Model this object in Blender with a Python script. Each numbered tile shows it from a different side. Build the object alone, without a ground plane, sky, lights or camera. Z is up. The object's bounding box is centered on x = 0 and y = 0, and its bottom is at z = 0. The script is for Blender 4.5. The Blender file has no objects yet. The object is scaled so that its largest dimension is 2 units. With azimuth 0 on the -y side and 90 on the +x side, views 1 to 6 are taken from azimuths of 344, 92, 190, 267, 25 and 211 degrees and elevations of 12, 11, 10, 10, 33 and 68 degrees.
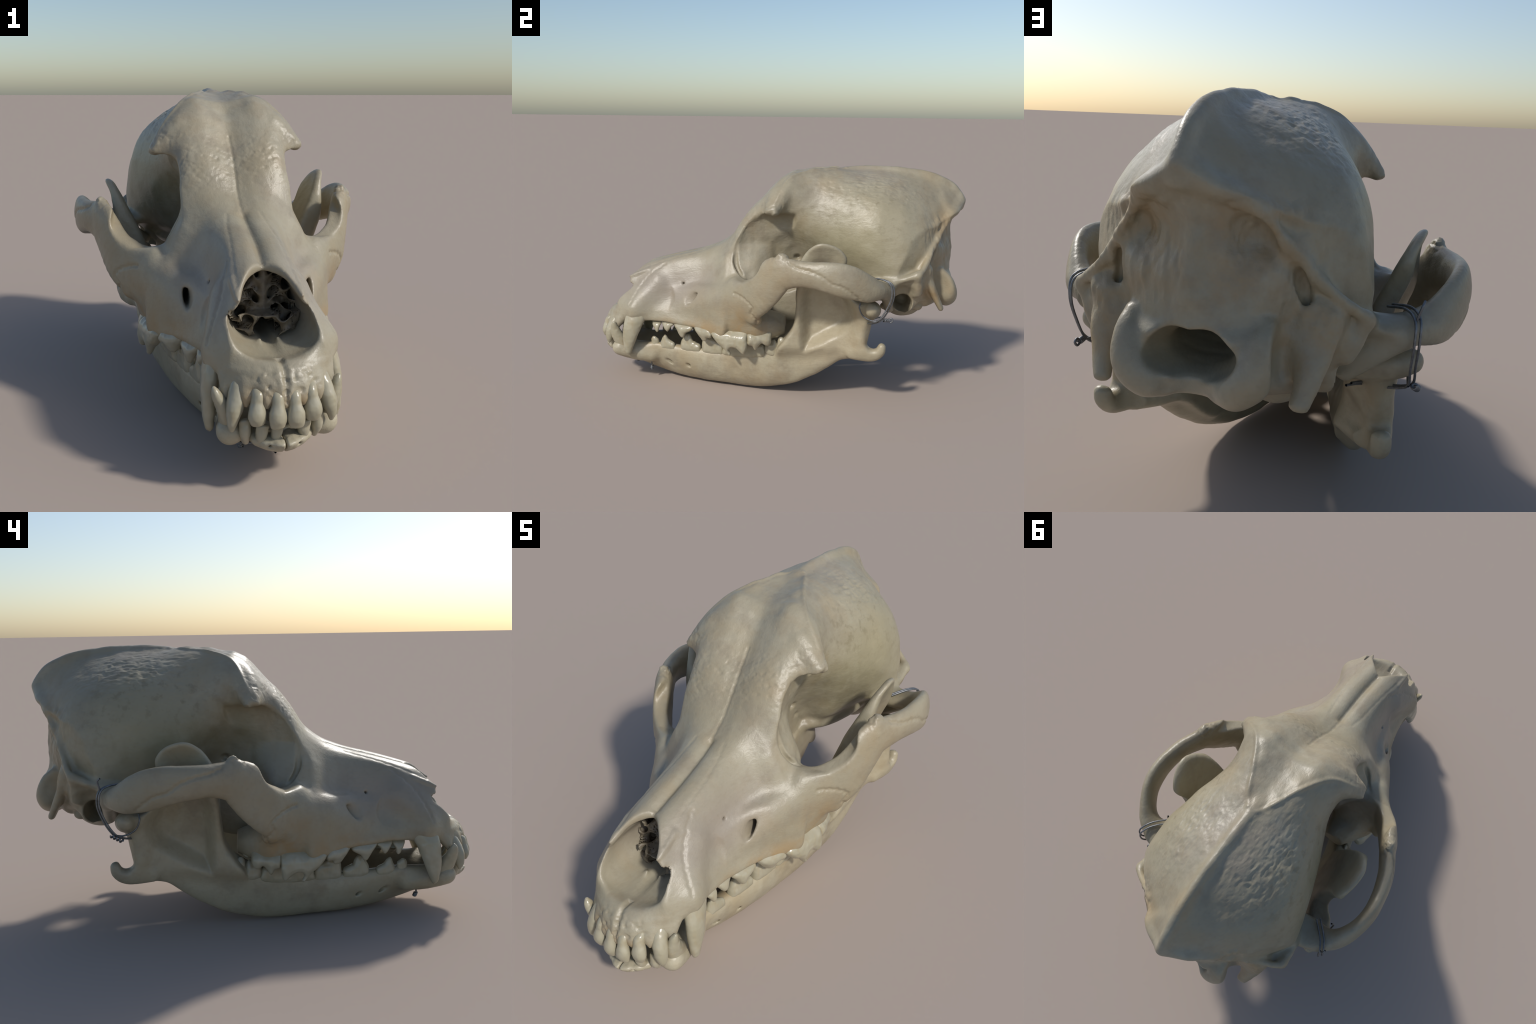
# Dog skull with wired lower jaw, modelled as implicit anatomy (lofts, sweeps, blades),
# meshed with surface nets, then parted into named bones and teeth.
import bpy, math, time
import numpy as np

T0 = time.time()
H = 0.0052            # cell size of the bone meshes
HT = 0.0036           # cell size of the teeth
rng = np.random.default_rng(11)

# ------------------------------------------------------------------ frame
# skull frame: X to the animal's left (+) , Y to the rear, Z up; the real skull lies yawed 4.2 deg
# and rolled a little, so that frame is turned into the world at the end.
PSI, ROLL, OX, OZ = math.radians(4.2), 0.023, -0.027, 0.0
CS, SN = math.cos(PSI), math.sin(PSI)


def to_world(P):
    X, Y, Z = P[:, 0], P[:, 1], P[:, 2]
    return np.stack([X * CS + Y * SN + OX, -X * SN + Y * CS, Z + ROLL * X + OZ], 1)


def dir_to_world(N):
    X, Y, Z = N[:, 0], N[:, 1], N[:, 2]
    M = np.stack([X * CS + Y * SN, -X * SN + Y * CS, Z + 0 * X], 1)
    return M / np.maximum(np.linalg.norm(M, axis=1, keepdims=True), 1e-9)


# ------------------------------------------------------------------ small maths
def sstep(a, b, x):
    t = np.clip((x - a) / (b - a), 0, 1)
    return t * t * (3 - 2 * t)


def catmull(P, n, closed=False):
    P = np.asarray(P, float)
    m = len(P)
    segs = m if closed else m - 1
    out = []
    for i in range(segs):
        if closed:
            p0, p1, p2, p3 = P[(i - 1) % m], P[i], P[(i + 1) % m], P[(i + 2) % m]
        else:
            p1, p2 = P[i], P[i + 1]
            p0 = P[i - 1] if i else 2 * p1 - p2
            p3 = P[i + 2] if i + 2 < m else 2 * p2 - p1
        t = np.linspace(0, 1, n, endpoint=False)[:, None]
        out.append(0.5 * (2 * p1 + (p2 - p0) * t + (2 * p0 - 5 * p1 + 4 * p2 - p3) * t ** 2 + (3 * p1 - p0 - 3 * p2 + p3) * t ** 3))
    if not closed:
        out.append(P[-1:])
    return np.concatenate(out)


def pchip(x, y, xi):
    """monotone cubic interpolation of the rows of y"""
    x, y = np.asarray(x, float), np.asarray(y, float)
    if y.ndim == 1:
        return pchip(x, y[:, None], xi)[:, 0]
    h = np.diff(x)[:, None]
    d = np.diff(y, axis=0) / h
    m = np.zeros_like(y)
    a, b = d[:-1], d[1:]
    with np.errstate(divide='ignore', invalid='ignore'):
        hm = 2 * a * b / (a + b)
    m[1:-1] = np.where(a * b > 0, hm, 0)
    m[0], m[-1] = d[0], d[-1]
    xi = np.clip(xi, x[0], x[-1])
    k = np.clip(np.searchsorted(x, xi) - 1, 0, len(x) - 2)
    hh = (x[k + 1] - x[k])[:, None]
    t = ((xi - x[k]))[:, None] / hh
    return (y[k] * (1 + 2 * t) * (1 - t) ** 2 + m[k] * hh * t * (1 - t) ** 2
            + y[k + 1] * t * t * (3 - 2 * t) + m[k + 1] * hh * t * t * (t - 1))


PERM = rng.permutation(256)
PERM = np.concatenate([PERM, PERM, PERM])
VAL = rng.uniform(-1, 1, 256)


def vnoise(P):
    """smooth value noise, P (n,3) -> (n,)"""
    i = np.floor(P).astype(int)
    f = P - i
    f = f * f * f * (f * (f * 6 - 15) + 10)
    i &= 255
    r = 0
    for dx in (0, 1):
        wx = f[:, 0] if dx else 1 - f[:, 0]
        for dy in (0, 1):
            wy = f[:, 1] if dy else 1 - f[:, 1]
            for dz in (0, 1):
                wz = f[:, 2] if dz else 1 - f[:, 2]
                h = PERM[PERM[PERM[(i[:, 0] + dx) & 255] + ((i[:, 1] + dy) & 255)] + ((i[:, 2] + dz) & 255)]
                r = r + wx * wy * wz * VAL[h]
    return r


def fbm(P, octaves=3):
    return sum(vnoise(P * 2 ** o + 17.3 * o) / 2 ** o for o in range(octaves))


# ------------------------------------------------------------------ implicit field
def smin(a, b, k):
    if k <= 0:
        return np.minimum(a, b)
    h = np.maximum(k - np.abs(a - b), 0) / k
    return np.minimum(a, b) - h * h * k * 0.25


def smax(a, b, k):
    return -smin(-a, -b, k)


class Field:
    """a box of samples of a signed distance-like function (negative inside)"""

    def __init__(self, lo, hi, h, half=False):
        self.h, self.half = h, half
        self.ax = [np.arange(lo[i], hi[i] + h, h, dtype=np.float32) for i in range(3)]
        if half:
            self.ax[0] = np.arange(0, hi[0] + h, h, dtype=np.float32)
        self.F = np.full([len(a) for a in self.ax], 1.0, np.float32)

    def box(self, lo, hi, pad):
        s = []
        for i in range(3):
            a = self.ax[i]
            s.append(slice(max(0, np.searchsorted(a, lo[i] - pad)), min(len(a), np.searchsorted(a, hi[i] + pad) + 1)))
        s = tuple(s)
        X = self.ax[0][s[0]][:, None, None]
        Y = self.ax[1][s[1]][None, :, None]
        Z = self.ax[2][s[2]][None, None, :]
        return s, X, Y, Z

    def add(self, fn, lo, hi, k=0.02):
        s, X, Y, Z = self.box(lo, hi, k + 3 * self.h)
        if all(q.stop > q.start for q in s):
            self.F[s] = smin(self.F[s], fn(X, Y, Z).astype(np.float32), k)

    def cut(self, fn, lo, hi, k=0.01):
        s, X, Y, Z = self.box(lo, hi, k + 3 * self.h)
        if all(q.stop > q.start for q in s):
            self.F[s] = smax(self.F[s], -fn(X, Y, Z).astype(np.float32), k)

    # ---- shapes
    @staticmethod
    def ell(c, r, rot=None):
        c, r = np.asarray(c, float), np.asarray(r, float)
        R = np.eye(3) if rot is None else euler(rot)

        def fn(X, Y, Z):
            x, y, z = X - c[0], Y - c[1], Z - c[2]
            u = (R[0, 0] * x + R[1, 0] * y + R[2, 0] * z) / r[0]
            v = (R[0, 1] * x + R[1, 1] * y + R[2, 1] * z) / r[1]
            w = (R[0, 2] * x + R[1, 2] * y + R[2, 2] * z) / r[2]
            k0 = np.sqrt(u * u + v * v + w * w) + 1e-6
            k1 = np.sqrt((u / r[0]) ** 2 + (v / r[1]) ** 2 + (w / r[2]) ** 2) + 1e-6
            return k0 * (k0 - 1) / k1
        m = r.max()
        return fn, c - m, c + m

    @staticmethod
    def superell(c, r, n):
        c, r = np.asarray(c, float), np.asarray(r, float)

        def fn(X, Y, Z):
            q = (np.abs((X - c[0]) / r[0]) ** n + np.abs((Y - c[1]) / r[1]) ** n + np.abs((Z - c[2]) / r[2]) ** n) ** (1 / n)
            return (q - 1) * r.min()
        return fn, c - r, c + r

    @staticmethod
    def sweep(pts, n=8, up=(0, 0, 1), cap=True):
        """elliptical tube; pts rows = x,y,z, half width (sideways), half height (towards up)"""
        P = np.array([tuple(p) if len(p) == 5 else (*p, p[3]) for p in pts], float)
        Q = catmull(P, n)
        Q[:, 3:] = np.maximum(Q[:, 3:], 0.002)
        up = np.asarray(up, float)

        def fn(X, Y, Z):
            best = None
            for i in range(len(Q) - 1):
                a, b = Q[i], Q[i + 1]
                d = b[:3] - a[:3]
                L = np.linalg.norm(d)
                if L < 1e-6:
                    continue
                t3 = d / L
                u = np.cross(t3, up)
                if np.linalg.norm(u) < 0.05:
                    u = np.cross(t3, (0, 1, 0.01))
                u /= np.linalg.norm(u)
                v = np.cross(u, t3)
                x, y, z = X - a[0], Y - a[1], Z - a[2]
                s = np.clip((x * d[0] + y * d[1] + z * d[2]) / (L * L), 0, 1)
                rw = a[3] + (b[3] - a[3]) * s
                rh = a[4] + (b[4] - a[4]) * s
                x, y, z = x - s * d[0], y - s * d[1], z - s * d[2]
                pu = x * u[0] + y * u[1] + z * u[2]
                pv = x * v[0] + y * v[1] + z * v[2]
                pt = x * t3[0] + y * t3[1] + z * t3[2]
                rm = np.minimum(rw, rh)
                q = np.sqrt((pu / rw) ** 2 + (pv / rh) ** 2 + (pt / rm) ** 2)
                g = np.sqrt((pu / rw ** 2) ** 2 + (pv / rh ** 2) ** 2 + (pt / rm ** 2) ** 2) + 1e-6
                f = np.where(q > 1e-4, q * (q - 1) / g, -rm)
                best = f if best is None else np.minimum(best, f)
            return best
        m = Q[:, 3:].max(1)[:, None]
        return fn, (Q[:, :3] - m).min(0), (Q[:, :3] + m).max(0)

    def loft(self, stations, zc, sub=6, asym=0.0):
        """star-shaped half sections (X,Z from top to bottom) at given Y, blended along Y"""
        th = np.linspace(-math.pi / 2, math.pi / 2, 181)
        rows, ys, cs = [], [], []
        for (y, sec) in stations:
            c = float(np.interp(y, [q[0] for q in zc], [q[1] for q in zc]))
            S = np.asarray(sec, float)
            full = np.concatenate([S[1:2] * [-1, 1], S, S[-2:-1] * [-1, 1]])
            C = catmull(full, sub)[sub:-sub]
            a = np.arctan2(C[:, 1] - c, np.maximum(C[:, 0], 0))
            r = np.hypot(C[:, 0], C[:, 1] - c)
            o = np.argsort(a, kind='stable')
            rows.append(np.interp(th, a[o], r[o]))
            ys.append(y)
            cs.append(c)
        ys, rows, cs = np.array(ys), np.array(rows), np.array(cs)

        def fn(X, Y, Z):
            yy = Y.ravel()
            R = pchip(ys, rows, yy)
            Cz = pchip(ys, cs, yy)
            dR = np.gradient(R, th, axis=1)
            out = np.empty((X.shape[0], len(yy), Z.shape[2]), np.float32)
            x2, z2 = X[:, 0, :], Z[0]
            for j in range(len(yy)):
                dz = z2 - Cz[j]
                a = np.arctan2(dz, x2)
                r = np.sqrt(x2 * x2 + dz * dz)
                Ra = np.interp(a, th, R[j])
                da = np.interp(a, th, dR[j])
                out[:, j] = (r - Ra) / np.sqrt(1 + (da / np.maximum(Ra, 0.03)) ** 2)
            return out
        return fn, (-1, ys[0], -1), (2, ys[-1], 3)

    @staticmethod
    def tube(rows, n=2.3, lean=None):
        """superellipse tube along Y; rows = y, xc, zc, a, b"""
        R = np.asarray(rows, float)

        def fn(X, Y, Z):
            q = pchip(R[:, 0], R[:, 1:], Y.ravel())
            xc, zc, a, b = [q[:, i][None, :, None] for i in range(4)]
            if lean is not None:
                xc = xc + np.interp(Y, *lean) * (Z - zc)
            v = (np.abs((X - xc) / a) ** n + np.abs((Z - zc) / b) ** n) ** (1 / n)
            f = (v - 1) * np.minimum(a, b)
            e = np.maximum(R[0, 0] - Y, Y - R[-1, 0])
            return np.maximum(f, e)
        return fn, (R[:, 1] - R[:, 3]).min() * np.array([1, 0, 0]) + [0, R[0, 0], (R[:, 2] - R[:, 4]).min()], \
            np.array([(R[:, 1] + R[:, 3]).max(), R[-1, 0], (R[:, 2] + R[:, 4]).max()])

    # ---- surface nets
    def mesh(self):
        F, ax = self.F, [a.astype(float) for a in self.ax]
        if self.half:
            F = np.concatenate([F[:0:-1], F], 0)
            ax[0] = np.concatenate([-ax[0][:0:-1], ax[0]])
        return nets(F, [a[0] for a in ax], self.h)


def euler(r):
    x, y, z = np.radians(r)
    cx, sx, cy, sy, cz, sz = math.cos(x), math.sin(x), math.cos(y), math.sin(y), math.cos(z), math.sin(z)
    Rx = np.array([[1, 0, 0], [0, cx, -sx], [0, sx, cx]])
    Ry = np.array([[cy, 0, sy], [0, 1, 0], [-sy, 0, cy]])
    Rz = np.array([[cz, -sz, 0], [sz, cz, 0], [0, 0, 1]])
    return Rz @ Ry @ Rx


def nets(F, org, h):
    N = F.shape
    ins = F < 0
    acc = np.zeros([n - 1 for n in N] + [3], np.float32)
    cnt = np.zeros([n - 1 for n in N], np.float32)
    quads_src = []
    for d in range(3):
        lo = [slice(None)] * 3
        hi = [slice(None)] * 3
        lo[d], hi[d] = slice(0, -1), slice(1, None)
        a, b = F[tuple(lo)], F[tuple(hi)]
        cr = ins[tuple(lo)] != ins[tuple(hi)]
        idx = np.argwhere(cr)
        fa, fb = a[cr], b[cr]
        t = fa / (fa - fb)
        pos = idx.astype(np.float32)
        pos[:, d] += t
        e, f = [q for q in range(3) if q != d]
        ok = (idx[:, e] > 0) & (idx[:, f] > 0) & (idx[:, e] < N[e] - 1) & (idx[:, f] < N[f] - 1)
        idx, pos, fl = idx[ok], pos[ok], fa[ok] < 0
        cells = []
        for (de, df) in ((-1, -1), (0, -1), (0, 0), (-1, 0)):
            c = idx.copy()
            c[:, e] += de
            c[:, f] += df
            cells.append(c)
            np.add.at(acc, tuple(c.T), pos)
            np.add.at(cnt, tuple(c.T), 1)
        quads_src.append((d, cells, fl))
    used = cnt > 0
    vid = np.full(cnt.shape, -1, np.int64)
    vid[used] = np.arange(used.sum())
    V = acc[used] / cnt[used][:, None] * h + np.array(org)
    Q = []
    for d, cells, fl in quads_src:
        q = np.stack([vid[tuple(c.T)] for c in cells], 1)
        flip = fl if d != 1 else ~fl
        q[~flip] = q[~flip][:, ::-1]
        Q.append(q)
    return V.astype(float), np.concatenate(Q)


def vnormals(V, Q):
    n = np.cross(V[Q[:, 2]] - V[Q[:, 0]], V[Q[:, 3]] - V[Q[:, 1]])
    N = np.zeros_like(V)
    for k in range(4):
        for c in range(3):
            N[:, c] += np.bincount(Q[:, k], n[:, c], len(V))
    return N / np.maximum(np.linalg.norm(N, axis=1, keepdims=True), 1e-12)


def relax(V, Q, it=1, lam=0.5):
    e = np.concatenate([Q[:, [0, 1]], Q[:, [1, 2]], Q[:, [2, 3]], Q[:, [3, 0]]])
    e = np.concatenate([e, e[:, ::-1]])
    deg = np.maximum(np.bincount(e[:, 0], minlength=len(V)), 1)[:, None]

    def lap(V):
        S = np.stack([np.bincount(e[:, 0], V[e[:, 1], c], len(V)) for c in range(3)], 1)
        return S / deg - V
    for _ in range(it):
        V = V + lam * lap(V)
        V = V - (lam + 0.03) * lap(V) if False else V
    return V


def biggest(V, Q, keep_min=400):
    """drop stray crumbs"""
    lab = np.arange(len(V))
    while True:
        m = lab[Q].min(1)
        new = lab.copy()
        for k in range(4):
            np.minimum.at(new, Q[:, k], m)
        new = new[new]
        if (new == lab).all():
            break
        lab = new
    c = np.bincount(lab, minlength=len(V))
    good = c[lab] >= keep_min
    Q = Q[good[Q].all(1)]
    mp = np.cumsum(good) - 1
    return V[good], mp[Q]


def polyline_dist(V, P):
    P = catmull(P, 6)
    best = np.full(len(V), 9.0)
    lo, hi = P.min(0) - 0.08, P.max(0) + 0.08
    m = ((V > lo) & (V < hi)).all(1)
    W = V[m]
    b = np.full(len(W), 9.0)
    for i in range(len(P) - 1):
        d = P[i + 1] - P[i]
        t = np.clip(((W - P[i]) @ d) / max(d @ d, 1e-12), 0, 1)
        b = np.minimum(b, np.linalg.norm(W - P[i] - t[:, None] * d, axis=1))
    best[m] = b
    return best


# ================================================================== CRANIUM
muzzle_sections = [
    (-1.06, [(0, .35), (.06, .345), (.12, .325), (.15, .315), (.145, .28), (.08, .283), (0, .288)]),
    (-.99, [(0, .375), (.06, .37), (.12, .345), (.148, .325), (.14, .28), (.08, .283), (0, .288)]),
    (-.92, [(0, .47), (.08, .465), (.13, .435), (.158, .38), (.16, .335), (.13, .31), (.07, .32), (0, .33)]),
    (-.85, [(0, .58), (.07, .575), (.118, .54), (.15, .475), (.17, .41), (.18, .365), (.15, .34), (.07, .35), (0, .355)]),
    (-.78, [(0, .632), (.05, .638), (.092, .612), (.13, .55), (.165, .48), (.193, .42), (.205, .375), (.18, .35), (.08, .365), (0, .37)]),
    (-.68, [(0, .668), (.05, .674), (.097, .65), (.126, .6), (.150, .53), (.182, .45), (.199, .40), (.192, .352), (.1, .385), (0, .39)]),
    (-.55, [(0, .704), (.05, .710), (.097, .69), (.127, .64), (.146, .58), (.170, .49), (.206, .41), (.219, .35), (.17, .345), (.1, .375), (0, .39)]),
    (-.42, [(0, .738), (.05, .742), (.098, .722), (.130, .68), (.158, .61), (.20, .51), (.238, .43), (.265, .345), (.2, .338), (.1, .37), (0, .385)]),
    (-.33, [(0, .768), (.06, .774), (.11, .757), (.152, .71), (.195, .63), (.255, .52), (.30, .43), (.315, .33), (.25, .32), (.1, .365), (0, .38)]),
    (-.25, [(0, .812), (.06, .825), (.12, .82), (.166, .79), (.212, .74), (.256, .66), (.30, .55), (.345, .44), (.352, .325), (.25, .31), (.1, .36), (0, .375)]),
    (-.17, [(0, .90), (.06, .924), (.12, .938), (.18, .92), (.219, .862), (.22, .79), (.255, .7), (.28, .6), (.26, .5), (.25, .4), (.2, .325), (.1, .36), (0, .375)]),
    (-.10, [(0, .978), (.06, 1.002), (.12, 1.02), (.18, 1.008), (.216, .955), (.197, .89), (.182, .8), (.235, .69), (.262, .6), (.2, .5), (.17, .4), (.1, .37), (0, .38)]),
    (-.03, [(0, 1.048), (.06, 1.072), (.12, 1.093), (.19, 1.08), (.246, 1.037), (.282, .985), (.255, .95), (.205, .9), (.165, .8), (.18, .69), (.20, .6), (.16, .5), (.13, .42), (0, .4)]),
    (.01, [(0, 1.09), (.06, 1.113), (.12, 1.136), (.195, 1.118), (.26, 1.06), (.306, .983), (.28, .953), (.21, .9), (.153, .8), (.135, .7), (.13, .6), (.118, .5), (.1, .43), (0, .415)]),
]
brain_sections = [
    (.04, [(0, 1.112), (.06, 1.138), (.12, 1.162), (.195, 1.131), (.252, 1.084), (.276, 1.01), (.222, .92), (.155, .82), (.126, .7), (.115, .6), (.11, .5), (.095, .45), (0, .43)]),
    (.10, [(0, 1.160), (.06, 1.173), (.13, 1.184), (.19, 1.15), (.233, 1.09), (.237, 1.0), (.212, .92), (.158, .83), (.118, .75), (.10, .66), (.095, .58), (.08, .54), (0, .52)]),
    (.20, [(0, 1.181), (.05, 1.188), (.105, 1.197), (.168, 1.147), (.222, 1.06), (.246, .95), (.236, .86), (.182, .77), (.122, .69), (.10, .62), (.085, .57), (0, .55)]),
    (.30, [(0, 1.199), (.03, 1.2), (.068, 1.202), (.12, 1.178), (.178, 1.135), (.245, 1.04), (.282, .92), (.284, .83), (.260, .745), (.226, .67), (.19, .60), (.1, .56), (0, .555)]),
    (.42, [(0, 1.212), (.03, 1.2), (.11, 1.172), (.20, 1.115), (.275, 1.035), (.315, .93), (.326, .83), (.312, .74), (.278, .66), (.21, .58), (.1, .55), (0, .545)]),
    (.55, [(0, 1.213), (.025, 1.198), (.11, 1.165), (.21, 1.107), (.297, 1.025), (.345, .92), (.36, .82), (.358, .73), (.33, .64), (.22, .565), (0, .525)]),
    (.65, [(0, 1.209), (.025, 1.188), (.11, 1.148), (.205, 1.09), (.295, 1.005), (.348, .9), (.37, .8), (.378, .71), (.355, .62), (.24, .53), (0, .49)]),
    (.75, [(0, 1.2), (.025, 1.175), (.085, 1.132), (.18, 1.065), (.26, .985), (.315, .89), (.35, .79), (.372, .7), (.34, .6), (.25, .52), (0, .49)]),
    (.82, [(0, 1.186), (.025, 1.16), (.085, 1.1), (.162, 1.03), (.225, .95), (.275, .87), (.307, .79), (.312, .7), (.28, .6), (.2, .5), (0, .49)]),
    (.88, [(0, 1.163), (.025, 1.137), (.08, 1.07), (.14, 1.0), (.192, .935), (.232, .86), (.245, .76), (.22, .68), (.2, .6), (.15, .52), (0, .49)]),
    (.94, [(0, 1.115), (.025, 1.09), (.07, 1.03), (.125, .985), (.165, .93), (.17, .8), (.13, .7), (.12, .6), (.1, .52), (0, .5)]),
    (1.02, [(0, 1.03), (.02, 1.01), (.05, .98), (.08, .94), (.1, .85), (.1, .75), (.1, .68), (.1, .6), (.08, .55), (0, .54)]),
]
loft_centres = [(-1.06, .31), (-.92, .38), (-.78, .48), (-.42, .55), (-.25, .6), (-.1, .75), (.1, .85), (1.02, .8)]

C = Field((0, -1.06, .2), (.66, 1.06, 1.27), H, half=True)
core = C.loft(muzzle_sections + brain_sections, loft_centres)
C.add(*core, k=0)

# occipital face: cuts the loft, its meeting line with the temporal walls is the nuchal crest
occ_z = np.array([.40, .50, .56, .64, .68, .74, .85, .90, .94, .99, 1.04, 1.10, 1.3])
occ_y = np.array([.90, .93, .955, .968, .945, .940, .932, .930, .942, .975, 1.0, 1.03, 1.1])


def occ_face(X, Y, Z):
    yr = pchip(occ_z, occ_y, Z.ravel())[None, None, :]
    c = 1.85 + 0.3 * sstep(.8, .66, Z)
    dent = .045 * np.exp(-((X - .13) / .055) ** 2 - ((Z - .875) / .06) ** 2) + .03 * np.exp(-((X - .22) / .06) ** 2 - ((Z - .66) / .09) ** 2)
    ridge = .012 * np.exp(-(X / .03) ** 2) * sstep(1.0, .9, Z) * sstep(.7, .78, Z)
    return (yr - c * X ** 2 - dent + ridge - Y) * .8


C.cut(occ_face, (0, .6, .3), (.5, 1.06, 1.27), k=.006)
# nuchal crest, a flange from the crown down to the mastoid corner
C.add(*Field.sweep([(.0, .978, 1.035, .018), (.05, .965, 1.012, .015), (.095, .945, .985, .014), (.145, .91, .95, .012), (.193, .87, .885, .011), (.243, .83, .82, .011), (.297, .80, .762, .012), (.352, .772, .715, .013), (.378, .748, .688, .014), (.365, .745, .64, .013), (.335, .755, .59, .015)], 5), k=.035)

# cheek part of the upper jaw (roots of molars, foot of the cheekbone), hollowed by the eye socket, and the cheekbone
K = Field((0, -.75, .2), (.68, .75, 1.0), H, half=True)
for i in (1, 2):      # same lattice as the cranium
    j = np.searchsorted(C.ax[i], K.ax[i][0])
    K.ax[i] = C.ax[i][j:j + len(K.ax[i])]
K.ax[0] = C.ax[0]
K.F = np.full([len(q) for q in K.ax], 1.0, np.float32)
K.add(*Field.tube([(-.56, .15, .46, .045, .07), (-.44, .18, .46, .07, .10), (-.34, .215, .46, .095, .12), (-.25, .240, .46, .113, .15), (-.18, .247, .46, .122, .17),
                   (-.12, .258, .45, .125, .165), (-.07, .268, .40, .112, .11), (-.02, .258, .375, .09, .08), (.03, .245, .372, .07, .066), (.07, .235, .37, .05, .05)]), k=.05)
K.cut(*Field.superell((.37, .0, .80), (.2, .22, .178), 2.6), k=.015)
K.cut(*Field.ell((.31, .13, .60), (.14, .17, .22)), k=.02)
arch = [(.315, -.19, .545, .045, .085), (.390, -.115, .545, .042, .115), (.445, -.05, .588, .042, .105), (.487, .03, .680, .039, .097), (.515, .09, .702, .037, .078),
        (.553, .17, .71, .036, .066), (.577, .26, .706, .034, .071), (.583, .35, .695, .034, .08), (.568, .43, .67, .034, .079), (.532, .50, .64, .04, .064),
        (.478, .545, .628, .052, .046), (.41, .56, .624, .07, .034), (.34, .57, .63, .075, .032), (.26, .57, .64, .075, .03)]
K.add(*Field.sweep(arch, 5), k=.055)
K.add(*Field.ell((.405, -.068, .435), (.02, .025, .02)), k=.04)
K.add(*Field.sweep([(.5, .06, .74, .022, .03), (.504, .068, .788, .015, .02)], 3, up=(0, 1, 0)), k=.03)
j = [np.searchsorted(C.ax[i], K.ax[i][0]) for i in range(3)]
box = tuple(slice(j[i], j[i] + K.F.shape[i]) for i in range(3))
C.F[box] = smin(C.F[box], K.F, .025)
del K


# eye socket: leaning back at the top, short towards the temple
def socket(X, Y, Z):
    y = Y - .36 * (Z - .75) - .01
    q = (np.abs((X - .31 - .48 * np.maximum(.80 - Z, 0)) / .13) ** 4 + np.abs(y / np.where(y < 0, .245, .05)) ** 4 + np.abs((Z - .80) / np.where(Z < .8, .176 - np.clip(.62 * (Y + .14), 0, .1), .176)) ** 4) ** (1 / 4)
    return (q - 1) * .13


C.cut(socket, (.15, -.32, .6), (.56, .25, .99), k=.01)
# crest above the ear, mastoid, hinge socket
C.add(*Field.sweep([(.34, .60, .645, .035, .02), (.365, .67, .662, .03, .018), (.378, .735, .685, .02, .016)], 4), k=.03)
C.add(*Field.sweep([(.45, .585, .60, .03, .03), (.38, .60, .565, .03, .04), (.305, .61, .51, .028, .035)], 4), k=.025)
C.add(*Field.ell((.33, .73, .635), (.035, .042, .065)), k=.03)
C.add(*Field.ell((.28, .765, .66), (.05, .035, .09)), k=.03)
# paracondylar process
C.add(*Field.sweep([(.265, .79, .69, .06, .04), (.265, .82, .62, .052, .024), (.26, .848, .56, .038, .019), (.25, .88, .497, .026, .015)], 4, up=(0, 1, 0)), k=.03)
# tympanic bulla
C.add(*Field.ell((.155, .69, .53), (.09, .115, .103), (0, 0, 15)), k=.02)
C.add(*Field.sweep([(.2, .68, .53, .07), (.27, .685, .53, .062)], 3), k=.02)
# small knobs around the ear and at the base
for (p, r) in (((.235, .755, .50), .024), ((.275, .735, .535), .02), ((.21, .80, .515), .02), ((.13, .60, .47), .022), ((.30, .70, .585), .02), ((.19, .615, .50), .018)):
    C.add(*Field.ell(p, (r, r * 1.3, r)), k=.015)
# occipital condyles
C.add(*Field.sweep([(.165, .875, .665, .032), (.167, .902, .625, .045), (.15, .92, .57, .053), (.115, .925, .533, .05), (.085, .905, .516, .038)], 6), k=.02)
# skull base
C.add(*Field.tube([(.05, 0, .50, .07, .05), (.2, 0, .56, .07, .04), (.4, 0, .565, .09, .03), (.6, 0, .54, .11, .035), (.85, 0, .525, .10, .03), (.92, 0, .53, .08, .025)]), k=.03)
C.add(*Field.sweep([(.12, .24, .57, .02), (.165, .36, .555, .03), (.2, .5, .55, .035), (.22, .58, .55, .03)], 3), k=.03)
# wing plates behind the palate
C.add(*Field.sweep([(.12, -.06, .40, .02, .06), (.112, .08, .44, .016, .08), (.105, .2, .48, .013, .085), (.098, .3, .49, .011, .07), (.098, .36, .435, .009, .02)], 4), k=.03)
# brow and its process
C.add(*Field.sweep([(.2, .03, 1.075, .05, .02), (.255, .008, 1.018, .04, .02), (.286, -.002, .987, .032, .018)], 5, up=(.5, .1, .9)), k=.03)
# midline crest
C.add(*Field.sweep([(0, .28, 1.155, .012), (0, .36, 1.183, .013), (0, .43, 1.197, .014), (0, .5, 1.198, .015), (0, .65, 1.195, .014), (0, .78, 1.178, .014), (0, .87, 1.152, .015), (0, .935, 1.124, .016), (0, .982, 1.066, .018), (0, .98, 1.01, .02)], 4), k=.03)
# canine root bulge, ridge over the cheek teeth
C.add(*Field.sweep([(.174, -.775, .42, .024), (.152, -.735, .47, .021), (.128, -.66, .55, .014)], 4), k=.10)

C.cut(*Field.sweep([(.222, -.165, .86, .006), (.222, -.195, .80, .010), (.228, -.203, .74, .012), (.24, -.198, .69, .012), (.262, -.175, .65, .010), (.29, -.15, .635, .006)], 4), k=.008)
C.cut(*Field.ell((.125, .12, .72), (.035, .022, .018)), k=.01)
C.cut(*Field.ell((.125, .165, .655), (.03, .02, .016)), k=.01)
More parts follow.
